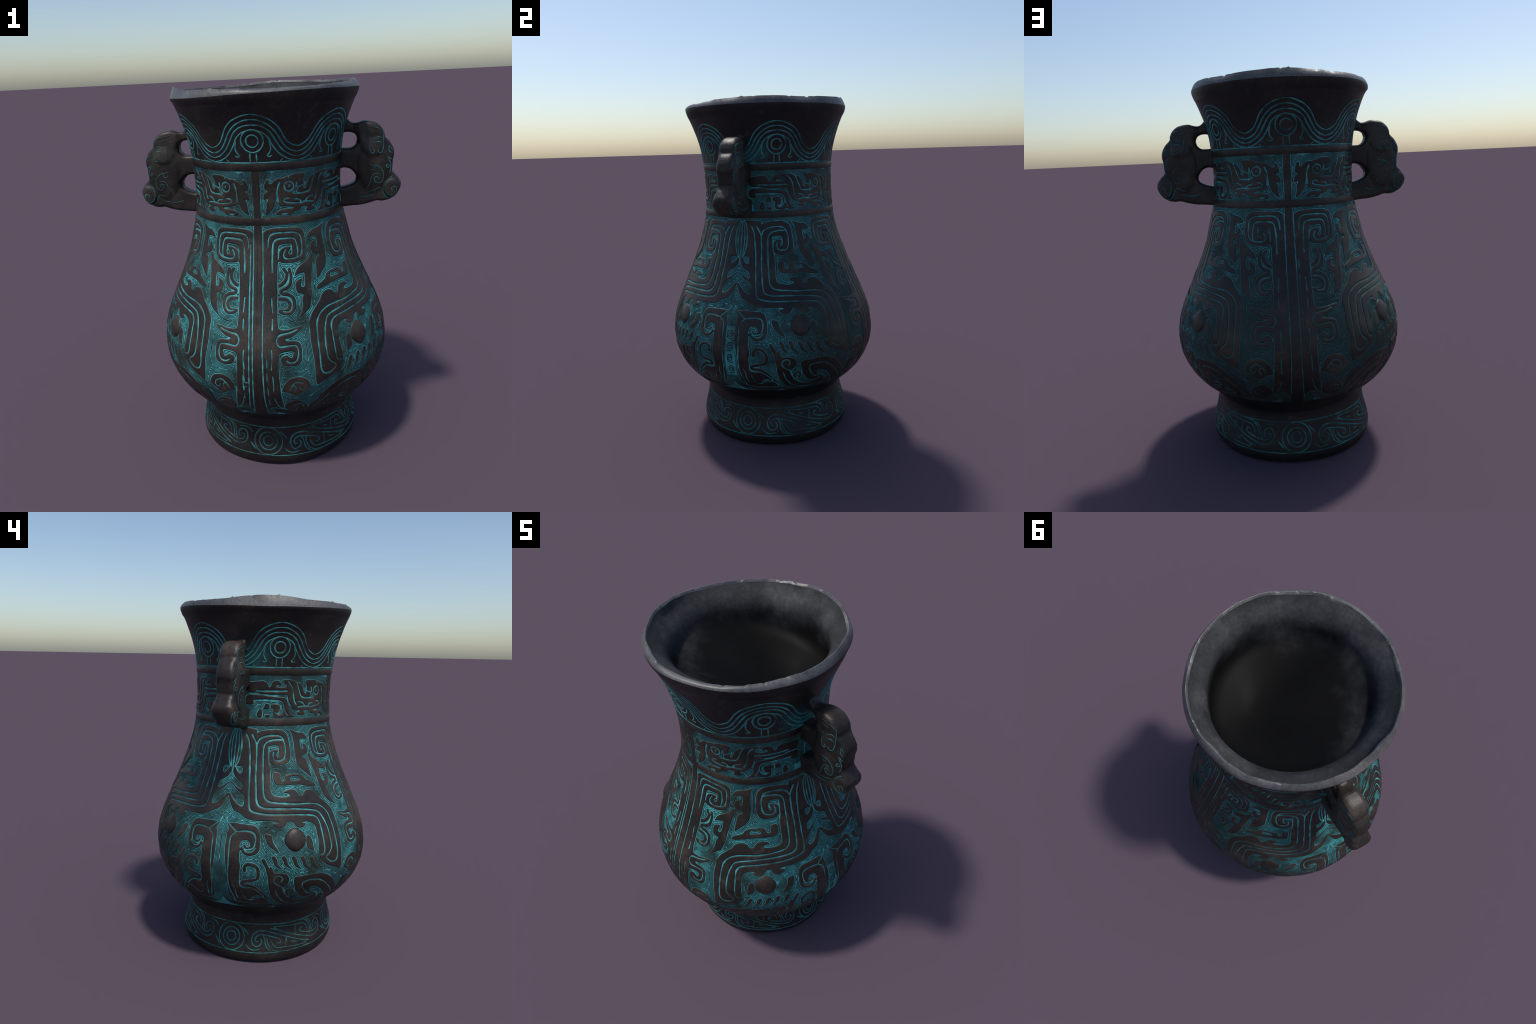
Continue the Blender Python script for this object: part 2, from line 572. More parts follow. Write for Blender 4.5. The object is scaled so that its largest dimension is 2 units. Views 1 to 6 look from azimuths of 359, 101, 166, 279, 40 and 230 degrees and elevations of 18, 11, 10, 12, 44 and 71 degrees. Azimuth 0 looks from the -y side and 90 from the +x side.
class Turn:
    """one of the four castings of the quarter panel: panel degrees -> azimuth"""
    def __init__(self, start, sign):
        self.start, self.sign = start, sign

    def phi(self, a):
        return np.radians(TURN + self.start + self.sign * np.asarray(a, float))


QUARTERS = [Turn(0, 1), Turn(0, -1), Turn(180, 1), Turn(180, -1)]


def raise_plate(name, F, field, turn, mat, parent, seed, low, high):
    F = F + .00055 * wobble(F.shape, seed)
    rows = np.argwhere((F < 0).any(1)).ravel()
    if not len(rows):
        return None
    cols = np.argwhere((F < 0).any(0)).ravel()
    a0, a1 = max(0, rows[0] - 1), rows[-1] + 2
    b0, b1 = max(0, cols[0] - 1), cols[-1] + 2
    c, faces, rim = march(F[a0:a1, b0:b1])
    c = c + [a0, b0]
    u = np.interp(c[:, 0], np.arange(len(field.us)), field.us)
    v = np.interp(c[:, 1], np.arange(len(field.vs)), field.vs)
    depth = np.clip(-bilinear(F, c), 0, None)
    bev = np.clip(depth / .006, 0, 1)
    h = high - (high - low) * .58 * (1 - np.sqrt(1 - (1 - bev) ** 2))
    if 'flange' in name:
        h = h - .0016 * np.exp(-(u / .45) ** 2)
    top = place(turn.phi(u), v, h)
    edge = sorted({k for e in rim for k in e})
    down = {k: len(top) + n for n, k in enumerate(edge)}
    bot = place(turn.phi(u[edge]), v[edge], np.full(len(edge), low - .0008))
    walls = [(q, p, down[p], down[q]) for p, q in rim]
    faces = faces + walls
    if turn.sign < 0:
        faces = [f[::-1] for f in faces]
    return new_object(name, np.concatenate([top, bot]), faces, mat, parent, 38)


def threads(name, F, field, levels, width, mat, parent, off, skip=None):
    """fine raised threads that run parallel to the bronze through the patina"""
    V, Fc = [], []
    n = 0
    for lv in levels:
        G = F - lv
        segs = []
        S = G < 0
        i, j = np.argwhere((S[:-1, :-1] != S[1:, :-1]) | (S[1:, :-1] != S[1:, 1:]) | (S[1:, 1:] != S[:-1, 1:])).T
        ends = []
        ok = []
        for di, dj, ei, ej in ((0, 0, 1, 0), (1, 0, 1, 1), (1, 1, 0, 1), (0, 1, 0, 0)):
            p, q = G[i + di, j + dj], G[i + ei, j + ej]
            t = p / np.where(np.abs(p - q) < 1e-12, 1e-12, p - q)
            ends.append(np.stack([i + di + t * (ei - di), j + dj + t * (ej - dj)], -1))
            ok.append((p < 0) != (q < 0))
        ok = np.stack(ok, 1)
        two = ok.sum(1) == 2
        ends = np.stack(ends, 1)[two]; ok = ok[two]
        first = ok.argmax(1)
        last = 3 - ok[:, ::-1].argmax(1)
        k = np.arange(len(ok))
        segs = np.stack([ends[k, first], ends[k, last]], 1)
        u = np.interp(segs[..., 0], np.arange(len(field.us)), field.us)
        v = np.interp(segs[..., 1], np.arange(len(field.vs)), field.vs)
        u0, v0 = u, v
        for q, turn in enumerate(QUARTERS):
            u, v = u0, v0
            if skip is not None:
                keep = ~skip(u.mean(1), v.mean(1), q)
                u, v = u[keep], v[keep]
            ph = turn.phi(u)
            p0, p1 = place(ph[:, 0], v[:, 0], off), place(ph[:, 1], v[:, 1], off)
            nrm = np.stack([np.sin(ph[:, 0]), -np.cos(ph[:, 0]), 0 * v[:, 0]], -1)
            t = p1 - p0
            L = np.linalg.norm(t, axis=1, keepdims=True)
            good = L[:, 0] > 1e-5
            p0, p1, t, nrm = p0[good], p1[good], (t / np.maximum(L, 1e-9))[good], nrm[good]
            s = np.cross(nrm, t)
            s *= width / 2 / np.maximum(np.linalg.norm(s, axis=1, keepdims=True), 1e-9)
            e = t * .0004
            quad = np.stack([p0 - s - e, p1 - s + e, p1 + s + e, p0 + s - e], 1).reshape(-1, 3)
            V.append(quad)
            Fc.append(np.arange(len(quad)).reshape(-1, 4) + n)
            n += len(quad)
    V = np.concatenate(V); Fc = np.concatenate(Fc)
    return new_object(name, V, Fc.tolist(), mat, parent, 0, 'stuff')


def ribbon(points3, normals, width, lift, taper=True, seed=0):
    """an inlaid line: a low strip with sunk edges"""
    p = np.asarray(points3); nr = np.asarray(normals)
    t = np.gradient(p, axis=0)
    t /= np.maximum(np.linalg.norm(t, axis=1, keepdims=True), 1e-9)
    s = np.cross(nr, t)
    s /= np.maximum(np.linalg.norm(s, axis=1, keepdims=True), 1e-9)
    n = len(p)
    r = random.Random(seed)
    x = np.linspace(0, n * .6, n)
    w = width * (1 + .22 * np.sin(x + r.uniform(0, 6)) * np.sin(x * .37 + r.uniform(0, 6)))
    if taper:
        k = np.minimum(np.arange(n), np.arange(n)[::-1])
        w = w * np.clip(.45 + k / 5, 0, 1)
    w = w[:, None] / 2
    rows = [p - s * w - nr * .0015, p - s * w * .95 + nr * lift, p + s * w * .95 + nr * lift, p + s * w - nr * .0015]
    v = np.stack(rows, 1).reshape(-1, 3)
    f = []
    for i in range(n - 1):
        for k in range(3):
            a = i * 4 + k
            f.append((a, a + 1, a + 5, a + 4))
    return v, f


class Lines:
    def __init__(self):
        self.v, self.f, self.n = [], [], 0

    def add(self, vf):
        v, f = vf
        self.v.append(v)
        self.f += [tuple(k + self.n for k in q) for q in f]
        self.n += len(v)

    def build(self, name, mat, parent, kind=None):
        return new_object(name, np.concatenate(self.v), self.f, mat, parent, 0, kind)


def body_line(lines, pts, width, azimuth, lift=.0009, smooth=3, seed=0):
    """line in (panel degrees, z) drawn on the body; azimuth maps degrees -> radians"""
    met = lambda q: np.array([math.radians(q[0]) * float(radius(q[1])), q[1]])
    p = resample(chaikin(pts, False, smooth), met, .006, False)
    width = width * 1.3
    ph = azimuth(p[:, 0])
    q = place(ph, p[:, 1])
    n = place(ph, p[:, 1], 1.0) - q
    lines.add(ribbon(q, n, width, lift, seed=seed))


# ---------------------------------------------------------------- the quarter panel
def to3(a, z):
    r = radius(z); f = np.radians(a)
    return np.stack([r * np.sin(f), -r * np.cos(f), z + 0 * f], -1)


def panel(z0, z1, na, dt):
    zf = np.linspace(z0, z1, 800)
    s = np.concatenate([[0], np.cumsum(np.hypot(np.diff(zf), np.diff(radius(zf))))])
    vs = np.interp(np.linspace(0, s[-1], int(s[-1] / dt)), s, zf)
    met = lambda q: np.array([math.radians(q[0]) * float(radius(q[1])), q[1] * (1.0 if q[1] > .6 else 1.3)])
    return Field(np.linspace(0, 90, na), vs, to3, met)


belly = panel(.380, 1.342, 380, .0026)
frieze = panel(1.378, 1.602, 340, .0019)


belly.motif('dragon_body')
belly.plate([(90, 1.328), (74, 1.328), (74.9, 1.303), (71, 1.316), (66, 1.322), (60.2, 1.324), (55.4, 1.32), (51.8, 1.298), (50.5, 1.264), (50.2,
    1.211), (50.4, 1.178), (51.9, 1.153), (54.5, 1.145), (58.1, 1.14), (62.3, 1.141), (64.4, 1.15), (65.3, 1.162), (65, 1.112), (64.9, 1.037), (65,
    1.024), (64.4, 1.002), (62.7, 0.992), (58.8, 0.985), (55.7, 0.985), (52.8, 0.994), (55.2, 1.003), (57.4, 1.006), (55.7, 1.019), (52.7, 1.023),
    (49.8, 1.017), (48.4, 1.002), (47.3, 0.987), (44.9, 0.987), (44.2, 1.004), (42.1, 1.013), (39.2, 1.01), (36.5, 0.998), (33.6, 0.967), (30.4,
    0.944), (27.4, 0.916), (26, 0.888), (25.7, 0.848), (25.4, 0.808), (25.6, 0.756), (26, 0.703), (25.8, 0.646), (26.2, 0.601), (26.9, 0.58), (30.7,
    0.602), (36, 0.627), (39.1, 0.65), (40.8, 0.684), (40.6, 0.732), (40.2, 0.783), (40.6, 0.816), (40.9, 0.839), (42.6, 0.852), (45.2, 0.861), (49.1,
    0.861), (45.7, 0.853), (47.8, 0.837), (50.1, 0.833), (52, 0.844), (53.2, 0.86), (53.9, 0.867), (56.4, 0.869), (57.3, 0.85), (59.5, 0.837), (61.6,
    0.839), (63.6, 0.851), (64.4, 0.861), (60.9, 0.865), (61.9, 0.871), (65.2, 0.872), (70.5, 0.873), (75.9, 0.875), (79.1, 0.885), (81.1, 0.901),
    (85.8, 0.916), (88.2, 0.952), (90.3, 0.997), (90, 1)])
belly.cut([(82.2, 1.296), (80.1, 1.266), (79, 1.211), (78.3, 1.135), (77.9, 1.06), (77.6, 0.995), (76.9, 0.925), (74.5, 0.913), (70.6, 0.907), (66.5,
    0.903), (55.2, 0.902), (42.3, 0.89), (38.9, 0.878), (37.5, 0.854), (37.3, 0.816), (37.1, 0.778), (37, 0.739), (37.1, 0.706), (38.1, 0.689), (39.8,
    0.689)], 0.0055)
belly.cut([(77.9, 1.295), (74.6, 1.254), (74.2, 1.213), (74.1, 1.161), (74.2, 1.086), (73.7, 1.036), (73.2, 0.97), (72.1, 0.946), (69.5, 0.934), (65,
    0.931), (51.9, 0.928), (40.3, 0.913), (36.2, 0.898), (34, 0.854), (32.9, 0.81), (32.5, 0.77), (32.5, 0.717), (33.8, 0.694), (36.7, 0.672), (35.4,
    0.653), (32.8, 0.636), (29.9, 0.64), (28.7, 0.668), (28.8, 0.71), (28.9, 0.763), (29, 0.803), (29.4, 0.842), (30.1, 0.884), (32.5, 0.916), (36.7,
    0.938), (41.8, 0.946), (51.6, 0.949), (57.6, 0.955), (63.5, 0.96), (66.7, 0.966), (68.7, 0.987), (69.2, 1.012), (69.6, 1.086), (69.6, 1.162),
    (69.6, 1.226), (68.4, 1.251), (65.6, 1.265), (60.3, 1.272), (54.9, 1.269)], 0.0055)
belly.cut([(74, 1.251), (72.8, 1.272), (69.4, 1.286), (64.1, 1.293), (58.3, 1.291), (55.6, 1.281), (54.3, 1.259), (53.6, 1.238), (53.8, 1.199), (54.9,
    1.174), (57.6, 1.164), (60.8, 1.164), (62.5, 1.173), (63, 1.188), (62.4, 1.208)], 0.0055)
belly.cut([(65.7, 1.237), (65.8, 1.188), (65.7, 1.155), (64.9, 1.137)], 0.005)
belly.hole([(65.7, 1.203), (65.6, 1.236), (62.3, 1.243), (58.9, 1.239), (58.2, 1.218), (58.4, 1.19), (59.6, 1.185), (60.6, 1.194), (59.6, 1.208), (59,
    1.221), (62, 1.221), (64, 1.214)])
belly.cut([(88.6, 1.333), (86.2, 1.3), (85.2, 1.25), (85.4, 1.2), (86.6, 1.155), (88.4, 1.128)], 0.0055)
belly.cut([(89.2, 1.33), (87.9, 1.29), (87.2, 1.24), (87.5, 1.19), (88.8, 1.13)], 0.005)
belly.cut([(90, 1.335), (90, 1.2), (90, 1.1)], 0.006)
belly.hole([(88.4, 1.13), (84.6, 1.134), (83, 1.128), (83, 1.1), (84.2, 1.092), (86.4, 1.106)])
belly.hole([(90, 1.115), (89, 1.1), (88.4, 1.085), (86, 1.068), (82.6, 1.054), (81.7, 1.03), (82.4, 1.016), (86, 1.032), (88.5, 1.05), (90, 1.062)])
belly.hole([(90, 1.06), (88.4, 1.045), (86, 1.018), (82.5, 1.002), (80.3, 0.985), (80, 0.955), (80.8, 0.935), (84, 0.947), (87.2, 0.975), (88.6,
    0.995), (90, 1)])

belly.motif('hooked_leaf')
belly.plate([(50.2, 1.326), (44.4, 1.308), (37.9, 1.301), (35.3, 1.285), (33.5, 1.267), (40.4, 1.271), (41.3, 1.264), (41.4, 1.234), (41, 1.215), (39,
    1.219), (38.4, 1.233), (39.5, 1.248), (36.4, 1.241), (35.2, 1.218), (35.8, 1.2), (37.6, 1.189), (40.9, 1.184), (41.4, 1.173), (37.8, 1.167), (37,
    1.122), (35.2, 1.064), (39.5, 1.092), (43.9, 1.124), (46.2, 1.151), (46.6, 1.197), (46.7, 1.263), (47.5, 1.303)])

belly.motif('winged_lobe')
belly.plate([(63, 1.11), (58.4, 1.104), (58.6, 1.074), (57.6, 1.063), (56.1, 1.065), (55.1, 1.091), (52.6, 1.096), (45.4, 1.093), (42.6, 1.082),
    (41.3, 1.064), (39, 1.056), (34.3, 1.038), (34.6, 1.021), (41.3, 1.032), (48.3, 1.043), (55.1, 1.041), (60.2, 1.041), (62.4, 1.051), (63.1,
    1.074)])
belly.hole([(52.4, 1.073), (50.7, 1.086), (48.2, 1.081), (46, 1.083), (45.2, 1.063), (48.9, 1.062), (52.1, 1.064)])

belly.motif('flange')
belly.plate([(0, 1.36), (2.75, 1.36), (2.8, 1.29), (2.65, 1.1), (2.25, 0.9), (2, 0.75), (2.05, 0.6), (2.5, 0.48), (3.4, 0.4), (4, 0.37), (0, 0.37)])

belly.motif('scroll_column')
belly.plate([(3.1, 1.304), (6, 1.321), (11.9, 1.327), (24, 1.325), (29.6, 1.32), (32.2, 1.304), (32.4, 1.273), (32.4, 1.233), (31.4, 1.194), (29.6,
    1.176), (25.8, 1.164), (21.5, 1.159), (14.8, 1.162), (13, 1.173), (12.1, 1.154), (11.3, 1.082), (11.2, 1.085), (11, 1.053), (10.2, 0.96), (10.1,
    0.879), (11, 0.868), (15.2, 0.867), (19.5, 0.874), (23, 0.877), (21, 0.859), (18.3, 0.844), (16.1, 0.831), (13.2, 0.829), (13.2, 0.826), (13.6,
    0.818), (18, 0.816), (20.1, 0.805), (20.6, 0.776), (20.3, 0.724), (18.4, 0.705), (15.5, 0.701), (12.7, 0.704), (11, 0.715), (10.6, 0.733), (10.8,
    0.747), (12, 0.754), (13.5, 0.757), (14.4, 0.746), (15.7, 0.738), (16.8, 0.767), (16, 0.772), (11.3, 0.768), (9.5, 0.759), (9.3, 0.694), (9.5,
    0.618), (9.9, 0.561), (11.9, 0.441), (9.3, 0.448), (6, 0.468), (2.5, 0.4), (1.5, 0.47), (1.5, 0.7), (1.5, 1), (1.5, 1.315)])
belly.cut([(6.5, 1.238), (7, 1.277), (8.8, 1.298), (12.4, 1.304), (19.2, 1.303), (25.3, 1.301), (28.3, 1.293), (29.7, 1.276), (29.7, 1.236), (28.8,
    1.2), (26.3, 1.185), (21.9, 1.179), (17.7, 1.18), (16.4, 1.191), (16.6, 1.206), (18.1, 1.223)], 0.005)
belly.cut([(8.5, 1.125), (9.2, 1.21), (10.1, 1.259), (12.1, 1.273), (15.9, 1.276), (23.3, 1.275), (25.3, 1.268), (26.1, 1.249), (26.3, 1.219), (25.4,
    1.188)], 0.0055)
belly.hole([(13.3, 1.244), (17.1, 1.249), (23.1, 1.251), (22.3, 1.202), (20.5, 1.197), (19.3, 1.206), (21.4, 1.225), (22.1, 1.235), (18.4, 1.236),
    (15.3, 1.229), (13.9, 1.216), (13.5, 1.188), (12.3, 1.171)])
belly.cut([(7.5, 1.009), (7.6, 0.98), (7.7, 0.946)], 0.005)
belly.cut([(7.5, 0.917), (7.2, 0.871)], 0.0045)
belly.cut([(6.5, 0.781), (6.6, 0.742), (6.1, 0.691)], 0.0045)
belly.cut([(6.6, 0.656), (6.8, 0.611), (6.7, 0.574)], 0.0045)
belly.cut([(19.2, 0.865), (16.7, 0.856), (14, 0.851), (10.9, 0.848), (9.5, 0.839), (9.1, 0.821), (8.9, 0.83), (9.1, 0.811), (9.9, 0.796), (11.2,
    0.793), (14.2, 0.797), (18, 0.796), (18.8, 0.779), (18.8, 0.755), (18, 0.729), (16.5, 0.719), (14.6, 0.718), (13.2, 0.729)], 0.005)
belly.cut([(7, 0.53), (8.5, 0.472), (13.4, 0.413), (18.9, 0.387)], 0.004)

belly.motif('curled_limb')
belly.band([(10.4, 1.059), (13.5, 1.065), (16.3, 1.083), (17.4, 1.107), (17.6, 1.112), (15.8, 1.135)], 0.0165)
belly.band([(19.2, 1.133), (19.6, 1.094), (18.7, 1.064), (16.3, 1.049), (13.4, 1.043), (12.8, 1.034), (13.6, 1.025), (16.9, 1.021), (19.4, 1.006),
    (20, 0.983), (19.5, 0.961), (18.2, 0.942), (15.9, 0.935), (13.3, 0.939), (11.6, 0.95)], 0.0165)
belly.band([(9.9, 1.005), (15.3, 1.001), (17, 0.988), (17.4, 0.971), (16.1, 0.955), (14.3, 0.949), (12.1, 0.95)], 0.015)
belly.cut([(18.7, 1.112), (18.3, 1.087), (17.1, 1.065), (14.4, 1.056), (11.9, 1.051), (11.2, 1.034), (11.3, 1.019), (13, 1.013), (16.8, 1.008), (18.1,
    0.996), (18.7, 0.977), (18.2, 0.959), (16.9, 0.947), (15.1, 0.944), (13.4, 0.949)], 0.0045)

belly.motif('hooked_leaf')
belly.plate([(35.2, 1.199), (35.6, 1.169), (33.3, 1.112), (31.9, 1.063), (32, 1.073), (30.8, 1.016), (29.6, 0.979), (28.4, 0.955), (26.2, 0.937),
    (23.6, 0.923), (21.2, 0.913), (22.9, 0.936), (24.3, 0.967), (24.4, 0.994), (26.2, 1.015), (22.1, 1.022), (21.5, 1.05), (22.4, 1.074), (25, 1.084),
    (26.9, 1.083), (25.1, 1.066), (24.9, 1.047), (27, 1.044), (28.2, 1.077), (28.2, 1.097), (28.2, 1.11), (26.1, 1.108), (23.3, 1.104), (21.6, 1.092),
    (22.6, 1.116), (24.4, 1.135), (28.4, 1.151), (32.1, 1.167)])

belly.motif('half_moon')
belly.plate([(10.3, 0.571), (11.5, 0.609), (13.3, 0.634), (15.6, 0.645), (18.1, 0.645), (20.7, 0.637), (22.2, 0.623), (24, 0.581), (20.9, 0.565),
    (18.4, 0.539), (16.1, 0.539), (13.2, 0.561), (10.9, 0.567)])
belly.cut([(13.8, 0.58), (14.9, 0.603), (17, 0.62), (19.3, 0.614), (20.9, 0.596), (20.7, 0.579), (19.5, 0.571), (18.3, 0.581), (18.2, 0.593)], 0.004)
belly.cut([(15.3, 0.603), (16.6, 0.595), (16.8, 0.581), (15.9, 0.567)], 0.004)

belly.motif('half_moon')
belly.plate([(11.1, 0.456), (13.5, 0.502), (17.5, 0.507), (21.3, 0.482), (24.2, 0.436), (21.8, 0.415), (18.5, 0.407), (13.9, 0.425)])
belly.cut([(17.8, 0.415), (18.3, 0.444), (21.3, 0.441), (21.3, 0.464), (18.2, 0.478), (16.3, 0.462)], 0.0035)

belly.motif('crested_scroll')
belly.plate([(88.9, 0.888), (87.6, 0.85), (86.1, 0.856), (82.5, 0.857), (78.4, 0.854), (73.1, 0.852), (71.4, 0.835), (70.6, 0.802), (70.5, 0.765),
    (70.8, 0.733), (72.1, 0.713), (74.5, 0.704), (76.9, 0.705), (78.7, 0.716), (79.8, 0.736), (80.4, 0.723), (80, 0.672), (79.7, 0.652), (80.1,
    0.597), (80.4, 0.536), (78.6, 0.523), (74.2, 0.525), (70.5, 0.494), (68.1, 0.468), (71, 0.479), (73.8, 0.473), (74.9, 0.442), (77.1, 0.446), (79,
    0.476), (79.3, 0.518), (79.7, 0.504), (78.6, 0.454), (75.2, 0.434), (70.9, 0.46), (67.5, 0.457), (64.5, 0.418), (72.6, 0.416), (79, 0.42), (83.4,
    0.426), (86.1, 0.466), (86.3, 0.529), (86.4, 0.619), (87.4, 0.697), (87.5, 0.717), (87.5, 0.779), (87.3, 0.812), (86.2, 0.832), (87.9, 0.85)])
belly.hole([(80.6, 0.753), (79.6, 0.777), (76.8, 0.781), (75.3, 0.769), (75.4, 0.749), (76.7, 0.745), (77.7, 0.755), (77.2, 0.763), (79.2, 0.751),
    (80.1, 0.738)])
belly.cut([(78.3, 0.736), (76.8, 0.723), (74.4, 0.724), (72.7, 0.745)], 0.004)
belly.cut([(86.5, 0.85), (82.2, 0.818), (85, 0.798), (85.5, 0.771), (85.5, 0.718), (85.5, 0.662), (85.8, 0.604), (85.6, 0.523), (83.1, 0.431)], 0.005)
belly.cut([(82.2, 0.818), (79.3, 0.823), (75.6, 0.823), (73.2, 0.813), (72.6, 0.786), (73.1, 0.754), (74.2, 0.739), (77.6, 0.733), (78.7, 0.749)],
    0.005)
belly.cut([(83.5, 0.542), (82.3, 0.514), (82.4, 0.479), (81.6, 0.45)], 0.0045)

belly.motif('curled_limb')
belly.band([(77.6, 0.627), (77.8, 0.648), (76.2, 0.663), (73.4, 0.659), (71.5, 0.641), (71.1, 0.609), (71.4, 0.581), (74.7, 0.571), (78.4, 0.565),
    (79.1, 0.554), (78.5, 0.543), (74.7, 0.543), (71, 0.514), (68.4, 0.479), (65.9, 0.445)], 0.017)
belly.hole([(77.1, 0.582), (76.2, 0.628), (75, 0.634), (73.3, 0.624), (73, 0.602), (74, 0.593)])

belly.motif('coiled_tail')
belly.band([(68.9, 0.684), (66.9, 0.642), (65.7, 0.589), (65.2, 0.527), (63.7, 0.471), (60.5, 0.429), (55.2, 0.409), (47.6, 0.412), (39.8, 0.421),
    (34, 0.431)], 0.019)
belly.plate([(66.4, 0.631), (65.3, 0.657), (63.8, 0.614), (60.4, 0.616), (57.2, 0.605), (56.1, 0.572), (56.9, 0.551), (59, 0.537), (58.6, 0.507),
    (56.5, 0.465), (51.2, 0.433), (45.7, 0.438), (41.5, 0.454), (39.4, 0.467), (38, 0.419), (45.6, 0.402), (54.9, 0.399), (61.4, 0.435), (65.3,
    0.511)])
belly.cut([(60.2, 0.568), (59.3, 0.582), (60.6, 0.601), (62.8, 0.599), (63.9, 0.574), (62.6, 0.552), (59.5, 0.535), (58.6, 0.507), (57.5, 0.481),
    (55.1, 0.452), (50.3, 0.425), (45.2, 0.428), (41.4, 0.45)], 0.0045)
belly.cut([(62.9, 0.523), (61.4, 0.473), (57.7, 0.426), (52, 0.403), (43.9, 0.402), (38.6, 0.413)], 0.004)

belly.motif('curled_limb')
belly.band([(56, 0.472), (57.4, 0.503), (56.2, 0.518), (54.3, 0.514), (53.6, 0.498), (54.3, 0.48)], 0.013)

belly.motif('broad_wing')
belly.plate([(54.4, 0.585), (50.2, 0.591), (41.9, 0.594), (35.5, 0.573), (30.5, 0.53), (25.2, 0.46), (22.5, 0.411), (28.8, 0.403), (30.3, 0.4), (37.6,
    0.487), (42, 0.515), (44.7, 0.514), (44.3, 0.489), (42.4, 0.477), (39.6, 0.471), (37.9, 0.432), (41.2, 0.446), (45.9, 0.444), (49.6, 0.459), (53,
    0.514)])
belly.cut([(38.9, 0.422), (38.5, 0.45), (40, 0.472), (42.2, 0.474), (44.8, 0.468), (48.3, 0.506), (49.8, 0.551), (45.9, 0.563), (40.6, 0.556), (36,
    0.526), (31.8, 0.484), (25.5, 0.419)], 0.0045)

belly.motif('eye_crescent')
belly.plate([(68.5, 0.816), (64.6, 0.807), (64.6, 0.778), (62.9, 0.753), (61, 0.715), (64.2, 0.736), (66.8, 0.761), (68.1, 0.788)])

belly.motif('eye_crescent')
belly.plate([(46.4, 0.8), (44.5, 0.786), (43.7, 0.757), (43.4, 0.711), (45, 0.722), (47.2, 0.736), (47.5, 0.769)])

belly.motif('tooth')
belly.band([(64.1, 0.695), (63.3, 0.683), (63, 0.66), (60.2, 0.636)], (0.021, 0.021, 0.013, 0.004))

belly.motif('tooth')
belly.band([(59.2, 0.694), (58.5, 0.682), (58.1, 0.659), (55.2, 0.634)], (0.021, 0.021, 0.013, 0.004))

belly.motif('tooth')
belly.band([(54.5, 0.689), (53.7, 0.677), (53.3, 0.654), (50.4, 0.627)], (0.021, 0.021, 0.013, 0.004))

belly.motif('tooth')
belly.band([(49.9, 0.685), (49.1, 0.672), (48.8, 0.648), (45.7, 0.621)], (0.021, 0.021, 0.013, 0.004))

belly.motif('tooth')
belly.band([(45.2, 0.679), (44.4, 0.666), (44, 0.642), (40.6, 0.613)], (0.021, 0.021, 0.013, 0.004))

frieze.motif('frieze_dragon')
frieze.plate([(84.5, 1.566), (80, 1.568), (74.1, 1.572), (71.4, 1.576), (68.2, 1.566), (66.9, 1.543), (65.8, 1.543), (64.4, 1.564), (61.5, 1.579),
    (58.1, 1.573), (56.2, 1.555), (57.4, 1.551), (59.9, 1.555), (61.5, 1.548), (60.1, 1.54), (53, 1.542), (52.3, 1.557), (54.8, 1.569), (56, 1.576),
    (55.1, 1.581), (52, 1.582), (47.2, 1.579), (44.4, 1.569), (41.6, 1.523), (39.6, 1.49), (36.6, 1.483), (26.9, 1.481), (25.5, 1.498), (27.6, 1.5),
    (28.5, 1.543), (29.7, 1.55), (30.1, 1.535), (29, 1.517), (34.6, 1.53), (33.9, 1.544), (35.6, 1.57), (34.8, 1.581), (28.5, 1.581), (23.3, 1.575),
    (23.7, 1.56), (22.2, 1.574), (18.8, 1.562), (15.7, 1.565), (12.3, 1.551), (10.7, 1.538), (8.9, 1.542), (9.6, 1.56), (7.6, 1.564), (5.9, 1.538),
    (5.5, 1.516), (8.7, 1.507), (6, 1.496), (4.7, 1.48), (5, 1.461), (8.4, 1.472), (7.9, 1.456), (6.8, 1.45), (6.7, 1.417), (5.2, 1.386), (8.8, 1.4),
    (11.6, 1.422), (13.2, 1.449), (14.2, 1.489), (15.3, 1.443), (15.7, 1.435), (19.8, 1.429), (26.6, 1.423), (25.6, 1.414), (18.9, 1.417), (15.2,
    1.409), (12.6, 1.395), (15.9, 1.385), (24.3, 1.384), (26, 1.4), (30.8, 1.404), (32.3, 1.42), (35.1, 1.421), (37.1, 1.414), (34.9, 1.402), (35.7,
    1.396), (38.3, 1.393), (42, 1.396), (44.4, 1.411), (40.5, 1.414), (40.2, 1.422), (44.4, 1.425), (47.8, 1.44), (50.1, 1.466), (51.5, 1.498), (51.8,
    1.504), (63.8, 1.503), (74.2, 1.508), (73, 1.513), (84.5, 1.513)])
frieze.cut([(75.7, 1.523), (66.9, 1.522), (57.9, 1.522), (52, 1.523)], 0.006)
frieze.cut([(51.2, 1.571), (48.3, 1.551), (46.8, 1.527), (46.1, 1.491), (45.5, 1.469), (43.8, 1.453)], 0.005)
frieze.cut([(42, 1.438), (35.7, 1.444), (30.5, 1.438), (22.5, 1.445), (18.7, 1.454), (19.9, 1.468), (23.1, 1.468)], 0.005)
frieze.cut([(41.7, 1.469), (37.3, 1.462), (35.9, 1.447)], 0.0045)
frieze.cut([(27.6, 1.461), (31.3, 1.456), (32.1, 1.442)], 0.0045)
frieze.cut([(23, 1.549), (20.4, 1.541), (19.6, 1.527), (20.9, 1.506), (23.3, 1.5), (26, 1.507), (27.1, 1.523), (26.1, 1.541), (23, 1.549)], 0.005)
frieze.cut([(23.5, 1.529), (23.5, 1.525)], 0.006)
frieze.cut([(16.6, 1.544), (15.1, 1.519), (14.5, 1.489), (15.3, 1.456)], 0.006)
frieze.cut([(20.7, 1.393), (17.8, 1.394)], 0.006)

